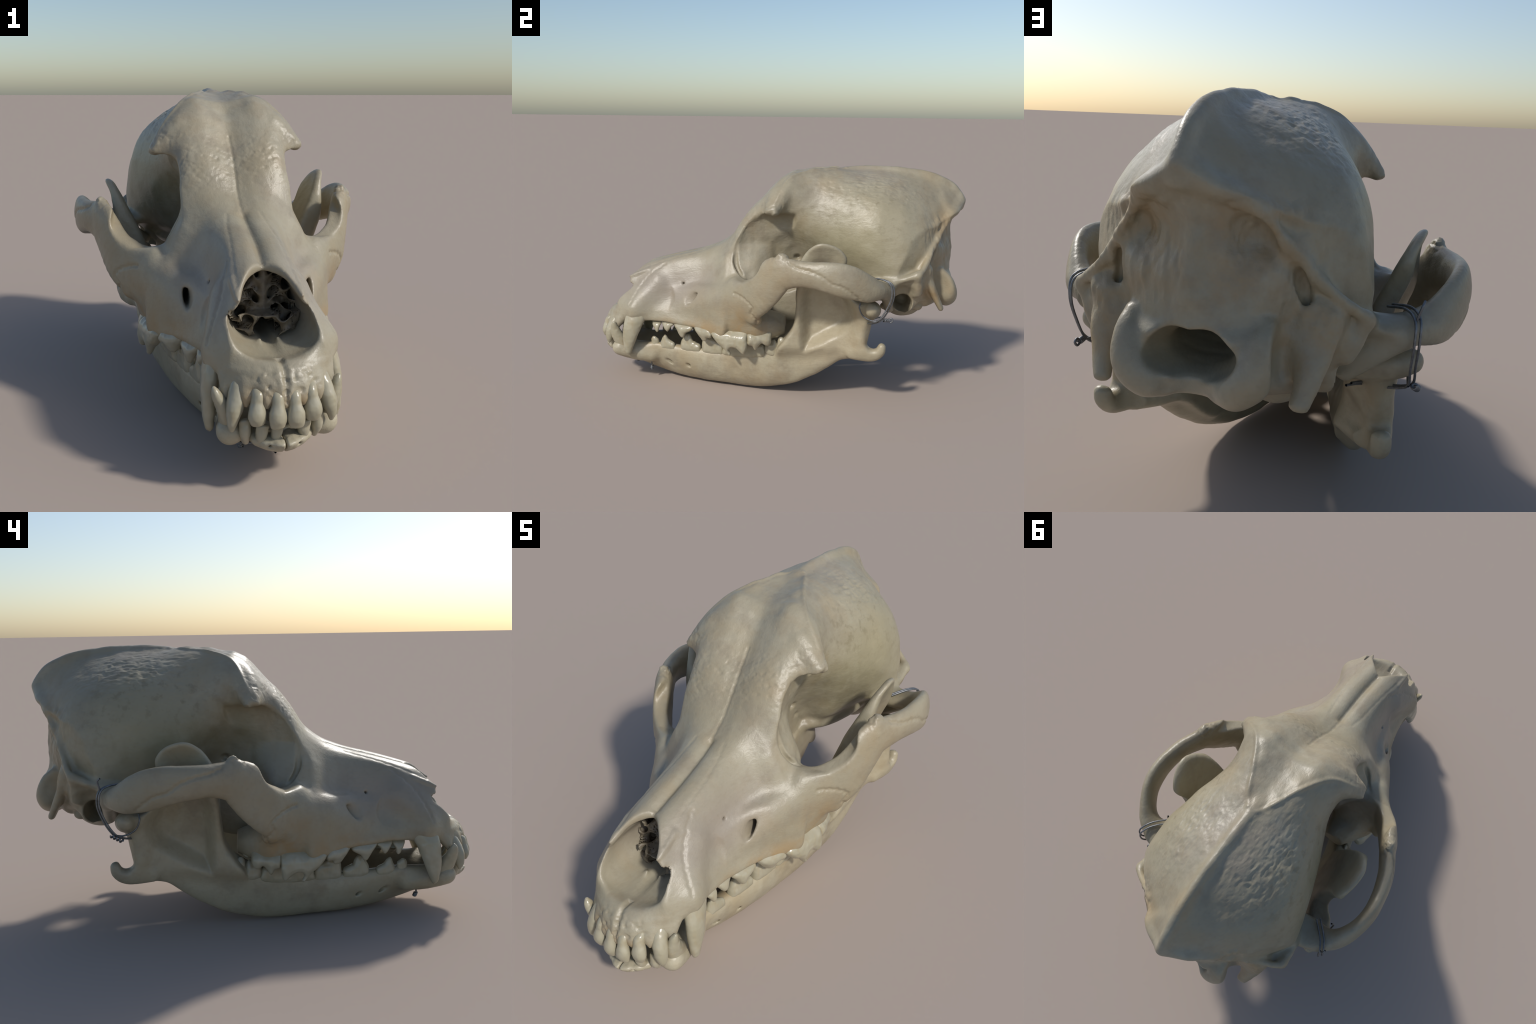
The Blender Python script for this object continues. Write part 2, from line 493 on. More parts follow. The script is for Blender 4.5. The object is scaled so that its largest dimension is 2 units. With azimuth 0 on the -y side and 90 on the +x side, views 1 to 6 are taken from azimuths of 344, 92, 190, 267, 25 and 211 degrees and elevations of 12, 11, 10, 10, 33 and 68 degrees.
# tear duct hole, foramen under the eye, small pits
C.cut(*Field.sweep([(.215, -.15, .66, .012, .02), (.17, -.24, .62, .01)], 3), k=.01)
C.cut(*Field.sweep([(.226, -.47, .485, .005, .02), (.223, -.40, .49, .010, .031), (.222, -.30, .50, .014, .04), (.22, -.2, .53, .02, .04)], 4), k=.012)
C.cut(*Field.sweep([(.2, -.52, .575, .006), (.14, -.5, .56, .006)], 2), k=.006)
C.cut(*Field.ell((.30, -.56, .50), (.10, .16, .055), (20, 0, 0)), k=.06)
# ear opening
C.cut(*Field.sweep([(.36, .68, .53, .05, .05), (.25, .675, .522, .046, .05), (.17, .68, .53, .035, .04)], 4), k=.012)
C.cut(*Field.ell((.40, .685, .575), (.09, .055, .065)), k=.02)
# spinal opening and brain cavity
C.cut(*Field.ell((0, .94, .60), (.112, .11, .06)), k=.012)
C.cut(*Field.ell((.03, .95, .612), (.06, .12, .052), (0, -20, 0)), k=.02)
C.cut(*Field.ell((0, .995, .51), (.055, .09, .055)), k=.03)
C.cut(*Field.ell((0, .50, .80), (.2, .32, .2)), k=.02)
C.cut(*Field.sweep([(0, .93, .60, .10, .05), (0, .8, .61, .085, .05), (0, .7, .68, .1, .07)], 3), k=.02)
# grooves behind the condyles, pits in the neck face
C.cut(*Field.ell((.215, .895, .60), (.03, .06, .10), (0, 0, -15)), k=.02)
C.cut(*Field.sweep([(.222, .85, .815, .008), (.232, .815, .775, .016, .024), (.245, .80, .72, .012)], 4), k=.01)
C.cut(*Field.sweep([(.07, .945, .925, .008), (.11, .905, .90, .014), (.15, .875, .86, .008)], 3), k=.02)
# roof of the mouth / inner nostrils
C.cut(*Field.sweep([(0, -.02, .43, .07, .05), (0, .15, .46, .075, .07), (0, .4, .47, .08, .07)], 4), k=.015)
C.cut(*Field.tube([(-.9, 0, .30, .05, .015), (-.8, 0, .33, .1, .02), (-.6, 0, .335, .14, .028), (-.35, 0, .33, .19, .035), (-.1, 0, .32, .22, .05), (.1, 0, .31, .2, .05)], 2), k=.02)

# nostril: slanted front, then the hollow nose
front_z = np.array([.20, .267, .31, .342, .383, .404, .435, .476, .522, .56, .60, .7])
front_y = np.array([-.945, -.962, -.979, -.976, -.958, -.933, -.90, -.869, -.845, -.828, -.80, -.76])


def front_face(X, Y, Z):
    yf = pchip(front_z, front_y, Z.ravel())[None, None, :]
    low = sstep(.47, .36, Z)
    yf = yf + X ** 2 * (3.2 * low)
    nose = sstep(.56, .60, Z)
    notch = -.70 - .105 * np.clip(np.abs(X) / .095, 0, 1) ** 1.5
    yf = yf * (1 - nose) + np.maximum(notch, -.815) * nose
    return (Y - yf) * .75


C.cut(front_face, (0, -1.1, .1), (.4, -.6, .8), k=.012)
for (px, py) in ((0, -.976), (.056, -.965), (.113, -.938), (.165, -.885)):      # bone between the front teeth
    C.add(*Field.sweep([(px * .97, py + .03, .345, .022), (px, py + .006, .315, .017), (px, py, .288, .009)], 3), k=.02)
C.cut(*Field.tube([(-1.02, 0, .475, .085, .055), (-.95, 0, .48, .105, .068), (-.9, 0, .485, .126, .078), (-.85, 0, .488, .137, .086), (-.78, 0, .495, .137, .085), (-.68, 0, .507, .12, .088),
                   (-.5, 0, .52, .10, .1), (-.35, 0, .54, .09, .1)], 2.4), k=.014)
C.cut(*Field.tube([(-.95, 0, .53, .09, .07), (-.82, 0, .53, .096, .068), (-.72, 0, .555, .094, .073), (-.6, 0, .57, .096, .085), (-.4, 0, .6, .09, .09)], 4.5), k=.012)
C.add(*Field.sweep([(.09, -.72, .622, .02, .01), (.098, -.775, .60, .014, .009), (.102, -.822, .58, .006, .006)], 3), k=.015)
C.add(*Field.sweep([(.036, -.77, .375, .02, .02), (.03, -.75, .41, .009), (.026, -.745, .432, .003)], 3), k=.02)
# trough of the vomer
C.cut(*Field.sweep([(0, -.9, .43, .02, .018), (0, -.8, .422, .024, .022), (0, -.5, .43, .02, .02)], 3), k=.012)

V, Q = C.mesh()
V, Q = biggest(V, Q)
V = relax(V, Q, 1, .4)
print('cranium', len(V), round(time.time() - T0, 1))
del C.F


def groove(V, N, pts, width, depth, both=True, wob=0, free=None, where=None):
    """press a line into the surface; along the free axis the line lies wherever the surface is"""
    pts = np.asarray(pts, float)
    D = np.zeros(len(V))
    ok = np.ones(len(V), bool) if where is None else where
    for s in ((1, -1) if both else (1,)):
        P = catmull(pts * [s, 1, 1], 10)
        if wob:
            k = np.arange(len(P))
            P = P + np.stack([np.sin(k * 1.9 + s), np.cos(k * 2.3), np.sin(k * 1.3 + 2)], 1) * wob
        W = V.copy()
        if free is not None:
            W[:, free] = P[0, free]
            P[:, free] = P[0, free]
        side = (V[:, 0] * s > 0) if both else ok
        D = np.maximum(D, np.where(ok & side, np.exp(-(polyline_dist(W, P) / width) ** 2), 0))
    return V - N * (depth * D)[:, None]


def spot(V, c, r, mirror=True):
    c, r = np.asarray(c, float), np.asarray(r, float)
    W = V.copy()
    if mirror:
        W[:, 0] = np.abs(W[:, 0])
    return np.exp(-(((W - c) / r) ** 2).sum(1))


# ---- surface relief of the cranium
N = vnormals(V, Q)
ax = np.abs(V[:, 0])
rough = fbm(V * [40, 24, 40] + 3, 3)
pits = fbm(V * 60 + 9, 2)
parietal = spot(V, (.17, .5, 1.12), (.16, .25, .12))
parietal[V[:, 0] > 0] *= .7
V = V + N * (parietal * (np.abs(rough) * -.006 + .002) + .0016 * fbm(V * 14 + 5, 2) * sstep(-.4, .1, V[:, 1]))[:, None]
fr = spot(V, (.12, -.14, .93), (.14, .10, .10)) + spot(V, (.25, -.0, 1.02), (.08, .07, .06))
pm = spot(V, (.04, -.98, .355), (.09, .06, .045))
V = V - N * ((fr * .0035 + pm * .008) * np.maximum(pits, -.1))[:, None]
V = V + N * (spot(V, (.49, .07, .785), (.03, .05, .03)) * pits * .008)[:, None]
occ = sstep(.72, .85, V[:, 1]) * sstep(.0, .35, N[:, 1]) * sstep(1.0, .94, V[:, 2])
V = V + N * (occ * sstep(.66, .74, V[:, 2] + .6 * np.maximum(np.abs(V[:, 0]) - .18, 0)) * (.006 * fbm(V * [16, 16, 8] + 2, 3) + .0025 * fbm(V * [60, 60, 22], 2)))[:, None]
N = vnormals(V, Q)
top = N[:, 2] > .25
out = (np.abs(N[:, 0]) > .3) & (V[:, 0] * N[:, 0] > 0)
V = groove(V, N, [(0, -.70, 0), (0, -.55, 0), (.002, -.4, 0), (-.002, -.3, 0), (0, -.2, 0), (.002, -.12, 0), (0, -.05, 0)], .006, .004, False, .001, 2, top & (V[:, 2] > .6))
V = groove(V, N, [(0, -.68, 0), (0, -.6, 0), (0, -.5, 0), (0, -.42, 0), (0, -.34, 0)], .016, .011, False, 0, 2, top & (V[:, 2] > .6))
V = groove(V, N, [(.098, -.78, 0), (.092, -.68, 0), (.085, -.55, 0), (.075, -.42, 0), (.062, -.34, 0)], .006, .002, True, .0012, 2, top & (V[:, 2] > .55))
V = groove(V, N, [(.5, .104, .763), (.5, .151, .743), (.5, .21, .732), (.5, .268, .711), (.5, .318, .677), (.5, .367, .663), (.5, .404, .639), (.5, .45, .60)], .007, .006, True, .0015, 0, out & (np.abs(V[:, 0]) > .4))
V = groove(V, N, [(.4, -.19, .565), (.4, -.167, .562), (.4, -.124, .545), (.4, -.084, .511), (.4, -.093, .475), (.4, -.062, .44), (.4, -.07, .41)], .006, .006, True, .002, 0, out & (np.abs(V[:, 0]) > .3))
V = groove(V, N, [(.1, -.80, .44), (.1, -.76, .52), (.1, -.70, .60), (.1, -.62, .66)], .006, .0035, True, .002, 0, out & (V[:, 1] < -.5))
V = groove(V, N, [(0, 0, .30), (0, 0, .33), (.003, 0, .365), (0, 0, .40), (0, 0, .42)], .008, .010, False, .002, 1, (V[:, 1] < -.88) & (N[:, 1] < .2))
V = groove(V, N, [(.295, .0, .99), (.25, .03, 1.07), (.175, .085, 1.155), (.108, .2, 1.195), (.062, .3, 1.203), (.024, .37, 1.211)], .009, -.008)
# ---- lopsidedness of the real skull
V[:, 0] += .015 * sstep(.3, .8, V[:, 1]) * sstep(1.02, 1.14, V[:, 2] + .14 * sstep(.85, .95, V[:, 1]))
V[:, 0] -= .005 * sstep(.35, .6, V[:, 1]) * sstep(.82, 1.0, V[:, 2]) * sstep(1.2, 1.1, V[:, 2])
V[:, 0] -= .012 * sstep(-.5, -.75, V[:, 1]) * sstep(.42, .55, V[:, 2])
CV, CQ = V, Q

# ================================================================== MANDIBLE
M = Field((0, -1.03, -.03), (.58, .68, .92), H, half=False)
M.ax[0] = np.arange(-.03, .58, H, dtype=np.float32)
M.F = np.full([len(a) for a in M.ax], 1.0, np.float32)
# y, outer x, bottom z, top z, half thickness
mand_rows = [(-.994, .016, .162, .172, .014), (-.978, .042, .143, .177, .039), (-.955, .066, .130, .180, .053), (-.925, .088, .122, .184, .06), (-.85, .105, .088, .204, .06), (-.76, .115, .055, .210, .058), (-.66, .135, .029, .216, .058), (-.55, .168, .013, .211, .058),
             (-.42, .207, .006, .208, .059), (-.30, .238, .0055, .213, .06), (-.17, .266, .003, .234, .06), (-.05, .291, .0115, .265, .057), (.05, .311, .034, .295, .055), (.14, .330, .068, .30, .052),
             (.22, .342, .113, .29, .046), (.30, .350, .165, .29, .04), (.38, .356, .222, .285, .034), (.47, .372, .245, .28, .024)]
M.add(*Field.tube([(y, xo - t, (b + tp) / 2, t, (tp - b) / 2) for (y, xo, b, tp, t) in mand_rows], 2.15, ([-1, -.87, -.7, -.55, -.2, .15], [.9, .9, .65, .42, .25, 0])), k=.02)

ramus = catmull([(.03, .25), (.08, .33), (.118, .40), (.13, .50), (.134, .60), (.143, .70), (.157, .755), (.188, .808), (.228, .843), (.275, .853), (.335, .835), (.375, .80), (.388, .76), (.372, .70),
                 (.375, .63), (.41, .57), (.455, .545), (.50, .53), (.505, .47), (.482, .40), (.486, .345), (.515, .305), (.545, .30), (.568, .333), (.585, .325), (.583, .285), (.556, .25), (.51, .238),
                 (.44, .24), (.375, .237), (.315, .21), (.257, .168), (.18, .12), (.10, .10), (.04, .15)], 4, True)
fossa = catmull([(.165, .27), (.215, .275), (.30, .325), (.39, .38), (.435, .45), (.43, .54), (.39, .62), (.36, .72), (.32, .79), (.26, .80), (.2, .74), (.165, .6), (.155, .45)], 4, True)


def poly_sdf(P, Y, Z):
    d = np.full(np.broadcast(Y, Z).shape, 9.0)
    ins = np.zeros(d.shape, bool)
    for i in range(len(P)):
        a, b = P[i], P[(i + 1) % len(P)]
        e = b - a
        wy, wz = Y - a[0], Z - a[1]
        t = np.clip((wy * e[0] + wz * e[1]) / max(e @ e, 1e-12), 0, 1)
        d = np.minimum(d, np.hypot(wy - t * e[0], wz - t * e[1]))
        c = ((a[1] > Z) != (b[1] > Z)) & (Y < (b[0] - a[0]) * (Z - a[1]) / (b[1] - a[1] + 1e-12) + a[0])
        ins ^= c
    return np.where(ins, -d, d)


def ramus_fn(X, Y, Z):
    y2, z2 = Y[0], Z[0]
    pd = poly_sdf(ramus, y2, z2)
    fd = poly_sdf(fossa, y2, z2)
    infos = sstep(.015, -.06, fd)
    mid = pchip([.1, .3, .4, .45, .6, .72, .845, .9], [.265, .295, .29, .297, .348, .405, .468, .50], z2.ravel())[None, :] + .105 * sstep(.34, .56, y2) * sstep(.75, .5, z2)
    outer = mid + .017 + (.062 - .04 * sstep(.44, .55, y2)) * (1 - infos) * sstep(.82, .62, z2) * sstep(.16, .30, z2)
    inner = mid - .018 - .035 * sstep(.42, .22, z2) * sstep(.46, .36, y2) - .03 * sstep(.33, .46, y2) * sstep(.6, .5, z2) * sstep(.33, .42, z2)
    c, t = (outer + inner) / 2, (outer - inner) / 2
    slab = np.abs(X - c[None]) - t[None]
    return smax(slab, np.broadcast_to(pd[None], slab.shape), .024)


M.add(ramus_fn, (.2, .0, .08), (.56, .62, .88), k=.03)
# hinge
M.add(*Field.sweep([(.305, .515, .485, .032), (.36, .52, .50, .042), (.43, .52, .515, .044), (.475, .515, .525, .034)], 4), k=.02)
M.add(*Field.sweep([(.39, .47, .36, .035), (.385, .49, .45, .035)], 3), k=.03)
# angular hook
M.add(*Field.sweep([(.385, .42, .275, .02, .032), (.40, .51, .272, .02, .03), (.414, .562, .287, .02, .024), (.418, .577, .318, .017, .016)], 4), k=.02)
# canine root swelling
M.add(*Field.sweep([(.15, -.87, .18, .045), (.135, -.80, .16, .05), (.12, -.7, .14, .045)], 4), k=.03)
# chin holes
M.cut(*Field.sweep([(.22, -.65, .13, .006, .008), (.165, -.61, .118, .014, .010), (.14, -.57, .105, .012)], 3), k=.008)
M.cut(*Field.sweep([(.225, -.515, .115, .005), (.19, -.48, .105, .010, .008), (.17, -.45, .1, .01)], 3), k=.008)
M.cut(*Field.sweep([(.042, -.99, .158, .005, .004), (.05, -.9, .16, .006)], 2), k=.006)
# keep the halves apart by a thin seam
M.cut(lambda X, Y, Z: (X - .0018) + 0 * Y + 0 * Z, (-.05, -1.1, -.1), (.05, 1, 1), k=.006)
MV, MQ = M.mesh()
MV, MQ = biggest(MV, MQ)
MV = relax(MV, MQ, 1, .4)
n = vnormals(MV, MQ)
MV = MV + n * (.0015 * fbm(MV * 16, 2) + .003 * spot(MV, (.03, -.95, .17), (.1, .06, .05)) * fbm(MV * 45, 2))[:, None]
del M.F
print('mandible', len(MV), round(time.time() - T0, 1))

# ================================================================== MATERIALS


def nodes_of(name):
    m = bpy.data.materials.new(name)
    m.use_nodes = True
    nt = m.node_tree
    return m, nt, nt.nodes, nt.links, nt.nodes['Principled BSDF']


def local_coords(nt):
    """Object coordinates turned back into the skull's own frame, mirrored to one side"""
    N, L = nt.nodes, nt.links
    tc = N.new('ShaderNodeTexCoord')
    mp = N.new('ShaderNodeMapping')
    mp.inputs['Rotation'].default_value = (0, 0, PSI)
    mp.inputs['Location'].default_value = (.027, 0, 0)
    L.new(tc.outputs['Object'], mp.inputs['Vector'])
    ab = N.new('ShaderNodeVectorMath')
    ab.operation = 'ABSOLUTE'
    L.new(mp.outputs[0], ab.inputs[0])
    sx = N.new('ShaderNodeSeparateXYZ')
    L.new(mp.outputs[0], sx.inputs[0])
    sa = N.new('ShaderNodeSeparateXYZ')
    L.new(ab.outputs[0], sa.inputs[0])
    cb = N.new('ShaderNodeCombineXYZ')
    L.new(sa.outputs[0], cb.inputs[0])
    L.new(sx.outputs[1], cb.inputs[1])
    L.new(sx.outputs[2], cb.inputs[2])
    return mp.outputs[0], cb.outputs[0]


def region(nt, vec, c, r, soft=1.0):
    """1 at the centre of an ellipsoid, fading to 0 at its rim"""
    N, L = nt.nodes, nt.links
    s = N.new('ShaderNodeVectorMath')
    s.operation = 'SUBTRACT'
    s.inputs[1].default_value = c
    L.new(vec, s.inputs[0])
    d = N.new('ShaderNodeVectorMath')
    d.operation = 'DIVIDE'
    d.inputs[1].default_value = r
    L.new(s.outputs[0], d.inputs[0])
    l = N.new('ShaderNodeVectorMath')
    l.operation = 'LENGTH'
    L.new(d.outputs[0], l.inputs[0])
    m = N.new('ShaderNodeMapRange')
    m.interpolation_type = 'SMOOTHSTEP'
    m.inputs['From Min'].default_value = 1
    m.inputs['From Max'].default_value = 0
    L.new(l.outputs['Value'], m.inputs['Value'])
    return m.outputs[0]


def noise(nt, vec, scale, detail=3, rough=.55, stretch=None):
    N, L = nt.nodes, nt.links
    if stretch:
        mp = N.new('ShaderNodeMapping')
        mp.inputs['Scale'].default_value = stretch
        L.new(vec, mp.inputs[0])
        vec = mp.outputs[0]
    n = N.new('ShaderNodeTexNoise')
    n.inputs['Scale'].default_value = scale
    n.inputs['Detail'].default_value = detail
    n.inputs['Roughness'].default_value = rough
    L.new(vec, n.inputs['Vector'])
    return n.outputs['Fac']


def ramp(nt, fac, a, b):
    m = nt.nodes.new('ShaderNodeMapRange')
    m.inputs['From Min'].default_value = a
    m.inputs['From Max'].default_value = b
    nt.links.new(fac, m.inputs['Value'])
    return m.outputs[0]


def mul(nt, a, b):
    m = nt.nodes.new('ShaderNodeMath')
    m.operation = 'MULTIPLY'
    m.use_clamp = True
    for i, q in enumerate((a, b)):
        if isinstance(q, (int, float)):
            m.inputs[i].default_value = q
        else:
            nt.links.new(q, m.inputs[i])
    return m.outputs[0]


def mix(nt, fac, a, b):
    m = nt.nodes.new('ShaderNodeMix')
    m.data_type = 'RGBA'
    if isinstance(fac, (int, float)):
        m.inputs[0].default_value = fac
    else:
        nt.links.new(fac, m.inputs[0])
    for i, q in ((6, a), (7, b)):
        if isinstance(q, tuple):
            m.inputs[i].default_value = (*q, 1)
        else:
            nt.links.new(q, m.inputs[i])
    return m.outputs[2]


def bump(nt, bsdf, height, strength, dist):
    b = nt.nodes.new('ShaderNodeBump')
    b.inputs['Strength'].default_value = strength
    b.inputs['Distance'].default_value = dist
    nt.links.new(height, b.inputs['Height'])
    nt.links.new(b.outputs[0], bsdf.inputs['Normal'])


IVORY, PALE, TAN, OCHRE, OLIVE, BROWN, MAUVE = (.30, .265, .185), (.345, .312, .23), (.29, .22, .13), (.33, .215, .095), (.19, .165, .085), (.15, .115, .065), (.29, .25, .205)


def bone_material(name, stains, base=None):
    m, nt, N, L, b = nodes_of(name)
    full, half = local_coords(nt)
    big = noise(nt, full, 3.2, 3)
    mid = noise(nt, full, 11, 4, .6)
    fine = noise(nt, full, 55, 3, .6)
    a, b2 = base or (IVORY, PALE)
    col = mix(nt, ramp(nt, big, .40, .60), a, b2)
    blot = noise(nt, full, 6.5, 5, .62)
    col = mix(nt, mul(nt, ramp(nt, blot, .47, .66), .6), col, (.22, .185, .13))
    warm = noise(nt, full, 4.3, 3, .5, (1, 1.3, .8))
    col = mix(nt, mul(nt, ramp(nt, warm, .52, .7), .35), col, (.34, .255, .14))
    col = mix(nt, mul(nt, ramp(nt, mid, .5, .75), .35), col, TAN)
    for (c, r, colour, amount, breakup) in stains:
        f = region(nt, half, c, r)
        if breakup == 'speck':
            f = mul(nt, f, ramp(nt, noise(nt, full, 24, 4, .6), .54, .66))
        elif breakup == 'cloud':
            f = mul(nt, f, ramp(nt, mid, .32, .6))
        col = mix(nt, mul(nt, f, amount), col, colour)
    col = mix(nt, mul(nt, ramp(nt, fine, .52, .75), .12), col, BROWN)
    L.new(col, b.inputs['Base Color'])
    b.inputs['Roughness'].default_value = .40
    b.inputs['Specular IOR Level'].default_value = .5
    bump(nt, b, noise(nt, full, 48, 5, .65, (1, .45, 1)), .2, .012)
    return m


cranium_bone = bone_material('bone_of_skull', [
    ((.33, .30, .78), (.34, .46, .30), (.16, .13, .07), .85, 'cloud'), ((.32, .42, .95), (.34, .5, .34), (.12, .09, .045), .8, 'speck'),
    ((.3, .45, .85), (.3, .5, .4), (.315, .282, .178), .8, None),
    ((.2, .05, .8), (.16, .2, .3), OLIVE, .35, 'cloud'),
    ((.36, -.12, .40), (.22, .22, .16), OCHRE, .75, 'cloud'), ((.27, -.38, .35), (.2, .42, .08), OCHRE, .7, 'cloud'), ((.08, -.97, .30), (.2, .12, .06), OCHRE, .6, 'cloud'),
    ((.14, .9, .87), (.24, .18, .2), (.31, .215, .11), .8, 'cloud'), ((.28, .84, .64), (.2, .18, .22), OCHRE, .6, 'cloud'),
    ((.14, -.55, .56), (.25, .5, .2), MAUVE, .8, None), ((.47, .2, .66), (.25, .4, .2), TAN, .5, None),
    ((.05, .5, 1.18), (.2, .3, .1), MAUVE, .5, 'cloud')])
jaw_bone = bone_material('bone_of_lower_jaw', [
    ((.36, .3, .3), (.2, .3, .25), (.40, .335, .225), .6, None), ((.2, -.4, .22), (.2, .5, .06), OCHRE, .35, 'cloud'),
    ((.42, .5, .36), (.15, .12, .15), OCHRE, .3, 'cloud')], ((.355, .315, .22), (.40, .36, .26)))


def tooth_material():
    m, nt, N, L, b = nodes_of('tooth_enamel')
    tc = N.new('ShaderNodeTexCoord')
    big = noise(nt, tc.outputs['Object'], 14, 3)
    fine = noise(nt, tc.outputs['Object'], 40, 3, .6, (1, 1, .3))
    col = mix(nt, ramp(nt, big, .35, .7), (.325, .295, .205), (.38, .35, .26))
    col = mix(nt, mul(nt, ramp(nt, fine, .5, .75), .35), col, (.33, .24, .12))
    L.new(col, b.inputs['Base Color'])
    b.inputs['Roughness'].default_value = .28
    b.inputs['Coat Weight'].default_value = .2
    bump(nt, b, fine, .1, .01)
    return m


enamel = tooth_material()


def plain(name, a, c, rough, metal=0, scale=40):
    m, nt, N, L, b = nodes_of(name)
    tc = N.new('ShaderNodeTexCoord')
    f = noise(nt, tc.outputs['Object'], scale, 4)
    L.new(mix(nt, ramp(nt, f, .35, .65), a, c), b.inputs['Base Color'])
    b.inputs['Roughness'].default_value = rough
    b.inputs['Metallic'].default_value = metal
    bump(nt, b, f, .2, .01)
    return m


scroll_bone = plain('thin_nose_bone', (.12, .10, .075), (.2, .17, .12), .5)  # bone colour darkened to carry the shadow inside the nose
wire_metal = plain('dull_steel', (.15, .16, .17), (.24, .25, .26), .5, .8, 60)

# ================================================================== OBJECTS
root = bpy.data.objects.new('dog_skull', None)
root.empty_display_size = .2
bpy.context.collection.objects.link(root)
root['label'] = 'weathered ivory dog skull with wired lower jaw'
root['category'] = 'animal skull'


def make_object(name, V, Q, mat, parent, normals=None, origin=None):
    me = bpy.data.meshes.new(name)
    o = np.zeros(3) if origin is None else np.asarray(origin, float)
    me.from_pydata((V - o).tolist(), [], Q.tolist())
    me.materials.append(mat)
    me.polygons.foreach_set('use_smooth', np.ones(len(me.polygons), bool))
    me.update()
    if normals is not None:
        me.normals_split_custom_set_from_vertices(normals.tolist())
    ob = bpy.data.objects.new(name, me)
    ob.location = o
    ob.parent = parent
    bpy.context.collection.objects.link(ob)
    return ob


def split(V, Q, label, names, mat, parents):
    W = to_world(V)
    Nn = vnormals(W, Q)
    out = {}
    for i, nm in enumerate(names):
        q = Q[label == i]
        if not len(q):
            continue
        used = np.unique(q)
        mp = np.full(len(V), -1)
        mp[used] = np.arange(len(used))
        out[i] = make_object(nm, W[used], mp[q], mat, parents, Nn[used])
    return out


c = CV[CQ].mean(1)
a = np.abs(c[:, 0])
lab = np.zeros(len(c), int)                                            # 0 braincase
lab[(c[:, 1] < .22 - a * .3) & (c[:, 2] > .62)] = 1                       # forehead
lab[(c[:, 1] < -.2 + .25 * (c[:, 2] - .75)) | ((c[:, 1] < .12) & (c[:, 2] < .6))] = 2      # muzzle
fy = np.interp(c[:, 1], [-.3, -.1, .0, .2, .45, .7], [.9, .40, .36, .40, .42, .40])
arch_m = (a > fy) & (c[:, 1] < .68)
lab[arch_m & (c[:, 0] > 0)] = 3
lab[arch_m & (c[:, 0] < 0)] = 4
yo = pchip(occ_z, occ_y, c[:, 2]) - 1.5 * a * a - .05
lab[(c[:, 1] > yo) & (c[:, 1] > .72) & (c[:, 2] < 1.0)] = 5               # occiput
parts = split(CV, CQ, lab, ['braincase', 'forehead', 'muzzle', 'cheekbone', 'cheekbone', 'occiput'], cranium_bone, root)
muzzle = parts[2]

jaws = {}
for s in (1, -1):
    W = to_world(MV * [s, 1, 1])
    q = MQ if s > 0 else MQ[:, ::-1]
    jaws[s] = make_object('mandible', W, q, jaw_bone, root)
print('bones', round(time.time() - T0, 1))

# ------------------------------------------------------------------ teeth


def tooth(name, parent, side, strokes, blobs=(), k=.012, cuts=(), chip=None):
    lo, hi, sh = [], [], []
    for st in strokes:
        st = [(q[0], q[1], q[2], q[4], q[3]) for q in st]      # rows give length along the jaw first, then breadth
        f = Field.sweep(st, 4, up=(0, 1, 0))
        sh.append(f)
    for bl in blobs:
        sh.append(Field.ell(*bl))
    lo = np.min([f[1] for f in sh], 0) - .012
    hi = np.max([f[2] for f in sh], 0) + .012
    T = Field(lo, hi, HT)
    for f in sh:
        T.add(*f, k=k)
    for f in cuts:
        T.cut(*f, k=.006)
    if chip:
        T.cut(chip, lo, hi, k=.006)
    V, Q = T.mesh()
    V = relax(V, Q, 2, .4)
    n = vnormals(V, Q)
    V = V + n * (.0012 * fbm(V * 40 + side * 7 + len(strokes), 2))[:, None]
    if side < 0:
        V = V * [-1, 1, 1]
        Q = Q[:, ::-1]
    W = to_world(V)
    return make_object(name, W, Q, enamel, parent, None, W.mean(0))


def crown(name, parent, side, outline, line, breadth, lean, blobs=(), k=.016):
    """a blade-like cheek tooth: its outline seen from the side, swelling to a given half breadth"""
    P = catmull(outline, 4, True)
    x0, y0, x1, y1 = line
    if parent is muzzle:
        x0, x1 = x0 + .004, x1 + .005
    up = P[:, 1].max() > .36
    z0, z1 = P[:, 1].min(), P[:, 1].max()
    phi = math.atan2(x1 - x0, y1 - y0)
    sh = [Field.ell(*b) for b in blobs]
    lo = np.min([[min(x0, x1) - .05, P[:, 0].min(), z0]] + [f[1] for f in sh], 0) - .012
    hi = np.max([[max(x0, x1) + .05, P[:, 0].max(), z1]] + [f[2] for f in sh], 0) + .012
    T = Field(lo, hi, HT)

    def fn(X, Y, Z):
        pd = poly_sdf(P, Y[0], Z[0])
        q = np.clip((Z - z0) / .07, 0, 1) if up else np.clip((z1 - Z) / .07, 0, 1)
        t = breadth * (.42 + .58 * q * (2 - q)) * (1 - (.4 * sstep(.325, .37, Z) if up else 0))
        c = x0 + (x1 - x0) * (Y - y0) / (y1 - y0) + lean * ((.34 - Z) if up else (Z - .22)) - (10 * np.maximum(Z - .306, 0) ** 2 if up else 0)
        lens = .45 + .55 * np.sqrt(np.clip(-pd / .02, 0, 1))
        d = np.abs(X - c) * math.cos(phi) - t * lens[None]
        return smax(d, np.broadcast_to(pd[None], d.shape), .010) - .0032
    T.add(fn, lo, hi, k=0)
    for f in sh:
        T.add(*f, k=.012)
    V, Q = T.mesh()
    V = relax(V, Q, 2, .4)
    n = vnormals(V, Q)
    V = V + n * (.0016 * fbm(V * 38 + side * 7, 2))[:, None]
    if side < 0:
        V = V * [-1, 1, 1]
        Q = Q[:, ::-1]
    W = to_world(V)
    return make_object(name, W, Q, enamel, parent, None, W.mean(0))


